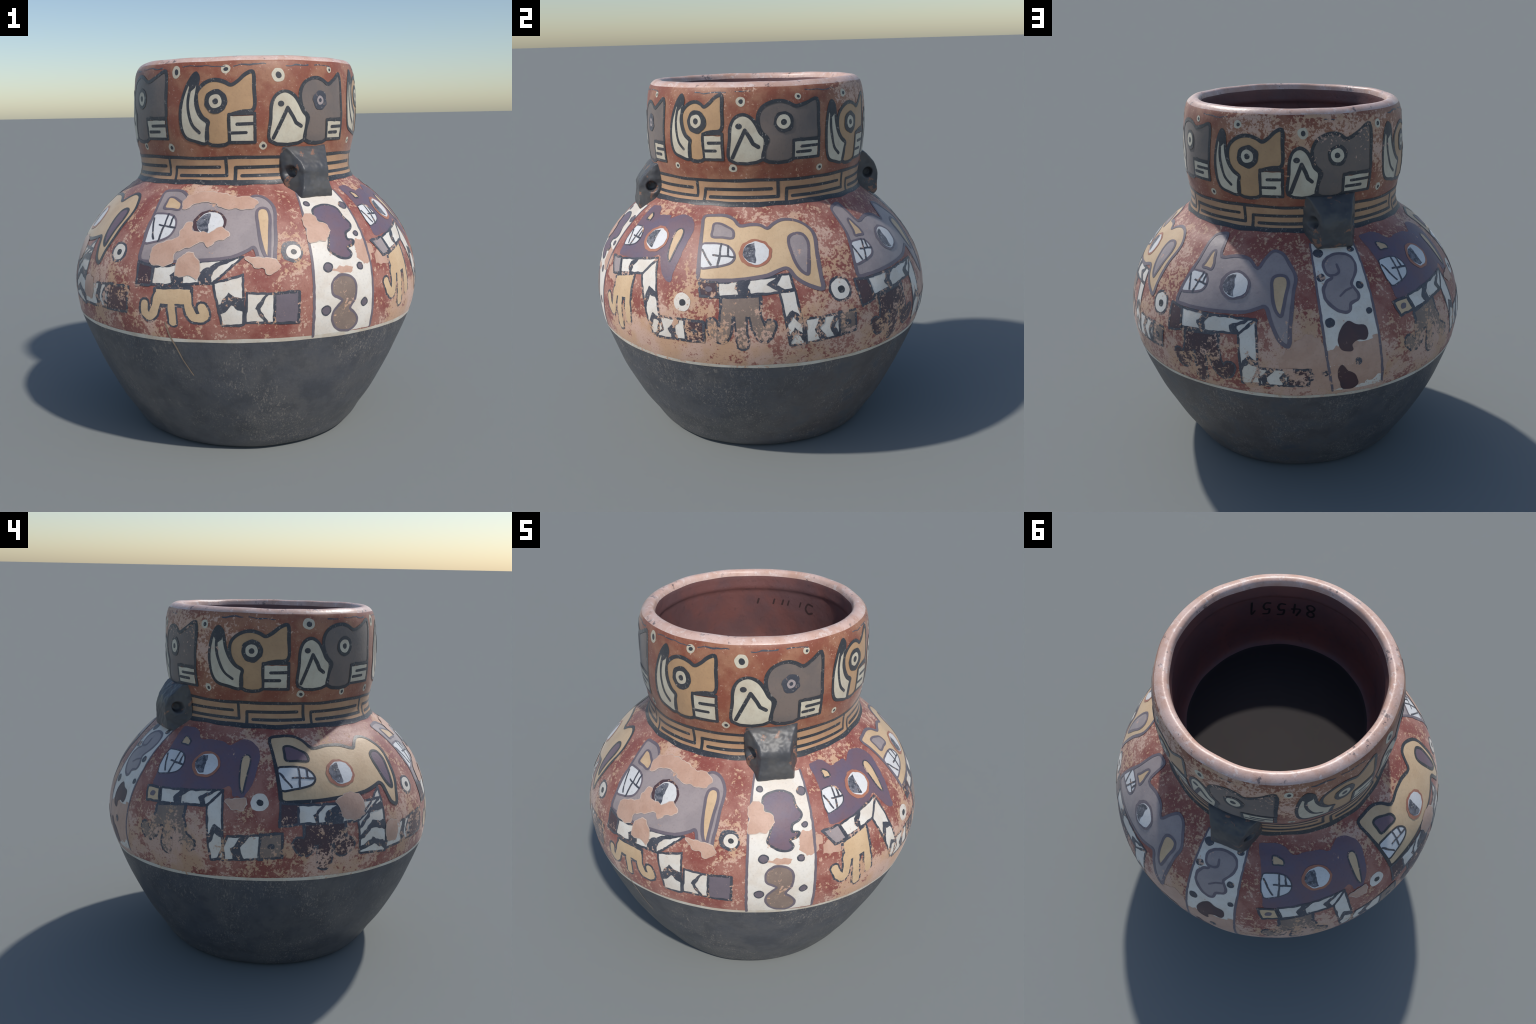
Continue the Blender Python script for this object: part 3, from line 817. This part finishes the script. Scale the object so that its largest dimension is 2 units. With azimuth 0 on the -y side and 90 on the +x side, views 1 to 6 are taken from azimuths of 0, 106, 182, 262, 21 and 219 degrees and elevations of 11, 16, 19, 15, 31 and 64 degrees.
panel([(22.6, 2.13), (21.6, 2.0), (20.8, 1.85), (20.4, 1.7), (20.0, 1.5), (20.0, 1.372)],
      [(42.6, 2.13), (42.6, 2.0), (42.2, 1.85), (41.6, 1.7), (40.8, 1.5), (40.4, 1.372)], CREAM, 91)
panel([(188.6, 2.13), (188.8, 1.95), (189.4, 1.75), (190.6, 1.55), (192.6, 1.35)],
      [(208.4, 2.13), (207.6, 1.95), (207.2, 1.75), (207.6, 1.55), (208.6, 1.36)], CREAM, 92)

SPOTS_FRONT = [(24.6, 2.051, .015), (40.6, 2.022, .022), (39.4, 1.850, .014), (25.3, 1.700, .024), (36.9, 1.686, .018), (23.8, 1.495, .024), (37.2, 1.507, .020)]
SPOTS_REAR = [(191.3, 2.070, .022), (205.6, 2.078, .016), (190.8, 1.936, .019), (204.2, 1.879, .017), (205.4, 1.747, .014), (192.1, 1.713, .022),
              (200.1, 1.512, .017), (190.2, 1.463, .015), (185.4, 1.448, .026)]
for i, (az, s, r) in enumerate(SPOTS_FRONT + SPOTS_REAR):
    paint("panel_spot", [disc(az, s, r, .95)], GREY_VIOLET if i < 7 else BLACK_WORN, 2, shoulder, .010, 300 + i)
    paint("panel_spot_rim", stroke(disc(az, s, r, .95, 14), .007, closed=True), BLACK_WORN, 2.5, shoulder, .004, 300 + i)
curl("panel_curl", [(26.1, 2.013), (29.8, 2.034), (34.6, 2.030), (37.0, 2.0), (37.4, 1.955), (39.0, 1.905), (38.0, 1.88), (35.2, 1.86), (34.9, 1.829), (37.2, 1.816),
                    (36.3, 1.797), (33.8, 1.784), (34.7, 1.759), (34.2, 1.739), (31.9, 1.733), (28.3, 1.759), (26.8, 1.784), (27.3, 1.818), (28.6, 1.877),
                    (28.6, 1.921), (25.8, 1.951), (25.4, 1.979)], PURPLE, BLACK_WORN, 93, .012)
curl("panel_curl", [(25.8, 1.606), (26.9, 1.641), (29.4, 1.658), (32.1, 1.647), (33.8, 1.621), (34.2, 1.577), (33.5, 1.53), (31.7, 1.49), (33.9, 1.456), (34.7, 1.414),
                    (32.6, 1.379), (28.8, 1.386), (26.2, 1.425), (26.0, 1.482), (27.5, 1.511), (29.1, 1.535), (26.2, 1.567)], BROWN, GREY_VIOLET, 94, .013)
curl("panel_curl", [(192.5, 2.009), (195.0, 2.046), (199.6, 2.06), (204.1, 2.039), (205.1, 1.991), (203.6, 1.936), (201.3, 1.886), (202.7, 1.848), (202.6, 1.813), (200.9, 1.802),
                    (199.5, 1.791), (198.8, 1.759), (196.2, 1.76), (193.4, 1.789), (191.4, 1.831), (191.2, 1.877), (192.9, 1.916), (194.8, 1.932), (193.0, 1.958)], GREY, GREY_VIOLET, 95, .015)
paint("curl_mark", stroke(draw_curve([(197.7, 1.999), (197.9, 1.96), (196.4, 1.945), (194.3, 1.944)]), .013) + stroke([(196.5, 1.836), (198.8, 1.861), (201.2, 1.872)], .010), GREY_VIOLET, 3.2, shoulder)
curl("curl_remnant", [(197.7, 1.71), (199.8, 1.69), (203.1, 1.677), (203.1, 1.62), (200.5, 1.621), (198.2, 1.603), (198.2, 1.575), (195.4, 1.58), (194.4, 1.616), (194.9, 1.66)], REMNANT, REMNANT, 96, .009)
curl("curl_remnant", [(195.0, 1.499), (196.4, 1.471), (199.4, 1.43), (200.0, 1.371), (196.0, 1.36), (194.8, 1.407), (194.0, 1.463)], REMNANT, REMNANT, 97, .009)

# patches where the slip has flaked off to the clay, with a pale chipped edge
FLAKES = [[(338.7, 1.898), (340.1, 1.95), (342.3, 1.944), (343.0, 1.907), (348.1, 1.899), (352.8, 1.921), (355.4, 1.891), (354.5, 1.867), (351.7, 1.861), (349.1, 1.821),
           (347.1, 1.849), (344.7, 1.83), (341.6, 1.811), (338.6, 1.781), (338.3, 1.742), (331.5, 1.724), (330.6, 1.802), (334.4, 1.841), (338.1, 1.861)],
          [(339.7, 1.711), (340.3, 1.76), (343.3, 1.793), (346.4, 1.764), (347.0, 1.716), (346.5, 1.668), (343.4, 1.682), (340.3, 1.674)],
          [(360.3, 1.768), (365.5, 1.763), (367.5, 1.77), (370.1, 1.749), (370.4, 1.717), (368.4, 1.689), (366.5, 1.698), (365.4, 1.725), (363.4, 1.716), (361.9, 1.748)],
          [(282.8, 1.763), (288.6, 1.799), (292.8, 1.756), (291.7, 1.667), (287.5, 1.66), (284.5, 1.682), (283.7, 1.728)],
          [(246.4, 1.766), (252.8, 1.777), (253.1, 1.731), (251.2, 1.718), (248.2, 1.73)],
          [(335.5, 2.11), (339.5, 2.14), (343.5, 2.15), (350.7, 2.14), (356.2, 2.112), (363.0, 2.11), (365.4, 2.062), (361.5, 2.036), (357.0, 2.030), (352.4, 2.042), (346.5, 2.077), (341.1, 2.068), (336.5, 2.035)],
          [(21.2, 1.976), (25.2, 1.979), (26.0, 1.944), (28.8, 1.914), (28.8, 1.876), (26.7, 1.837), (23.8, 1.835), (21.0, 1.826), (20.8, 1.886)],
          [(302.0, 1.613), (306.6, 1.604), (306.0, 1.5), (301.8, 1.520)]]
paint("bare_ground", [draw_curve([(180, 1.60), (184, 1.66), (188.5, 1.64), (191.5, 1.575), (194, 1.60), (198, 1.63), (202, 1.615), (206.5, 1.63), (208, 1.58), (209.5, 1.50), (209, 1.44),
                                  (203, 1.385), (196, 1.365), (189, 1.37), (183, 1.40), (178, 1.46), (176.5, 1.54)], 5, closed=True)], PLASTER, 1.25, shoulder, .022, 399)
for i, f in enumerate([[(37.2, 1.80), (40, 1.825), (42.5, 1.81), (44.4, 1.76), (42.4, 1.70), (38.8, 1.69), (36.8, 1.735)],
                       [(26, 1.68), (29, 1.70), (33, 1.69), (34, 1.67), (30, 1.665)],
                       [(44, 1.70), (48, 1.76), (52, 1.70), (47, 1.66)]]):
    paint("bare_ground", [draw_curve(f, 5, closed=True)], PLASTER, 1.25, shoulder, .02, 430 + i)
for i, f in enumerate(FLAKES):
    p = draw_curve(f, 5, closed=True)
    paint("flaked_edge", [grow(p, .003)], PATCH_EDGE, 5.2, shoulder, .012, 400 + i)
    paint("flaked_patch", [p], PLASTER, 5.8, shoulder, .012, 400 + i)
paint("scratch", stroke([(337.5, 1.453), (338.4, 1.392), (340.2, 1.32), (341.4, 1.26), (343.9, 1.168)], .007, vary=.5), slip("scratch_clay", (.36, .25, .17), hold=.4), 2.4, foot)

# =================================================================== number inked on the inner wall, upside down
DIGITS = {"8": [[(.5, .52), (.2, .66), (.18, .86), (.5, 1), (.8, .86), (.74, .64), (.5, .52), (.2, .36), (.15, .14), (.5, 0), (.85, .14), (.78, .36), (.5, .52)]],
          "4": [[(.45, 1), (.1, .42), (.9, .45)], [(.72, .8), (.62, 0)]],
          "5": [[(.85, .98), (.35, .95), (.25, .58), (.62, .60), (.8, .34), (.58, .06), (.15, .08)]],
          "1": [[(.25, .75), (.55, 1), (.5, 0)]]}


def on_inner_wall(az, s, lift):
    return surface(az, s, lift)


def ink_line(name, points, width, mat, parent):
    P = draw_curve(points, 5)
    paint(name, stroke(P, width), mat, 1.5, parent)


for i, c in enumerate("84551"):
    for line in DIGITS[c]:
        ink_line("ink_digit", [(19.5 + 8.6*i + 6.2*x, float(s_inside(1.842 - .095*y - .012*math.sin(i)))) for x, y in line], .0115, INK, inner_wall)
ink_line("faded_writing", [(160.8, s_inside(1.825)), (164.5, s_inside(1.83)), (166.2, s_inside(1.80)), (164, s_inside(1.775)), (161, s_inside(1.782))], .011, FAINT, inner_wall)
for az in (170, 178.5, 182.5, 188.5, 199):
    ink_line("faded_writing", [(az, s_inside(1.83)), (az + .8, s_inside(1.805))], .010, FAINT, inner_wall)
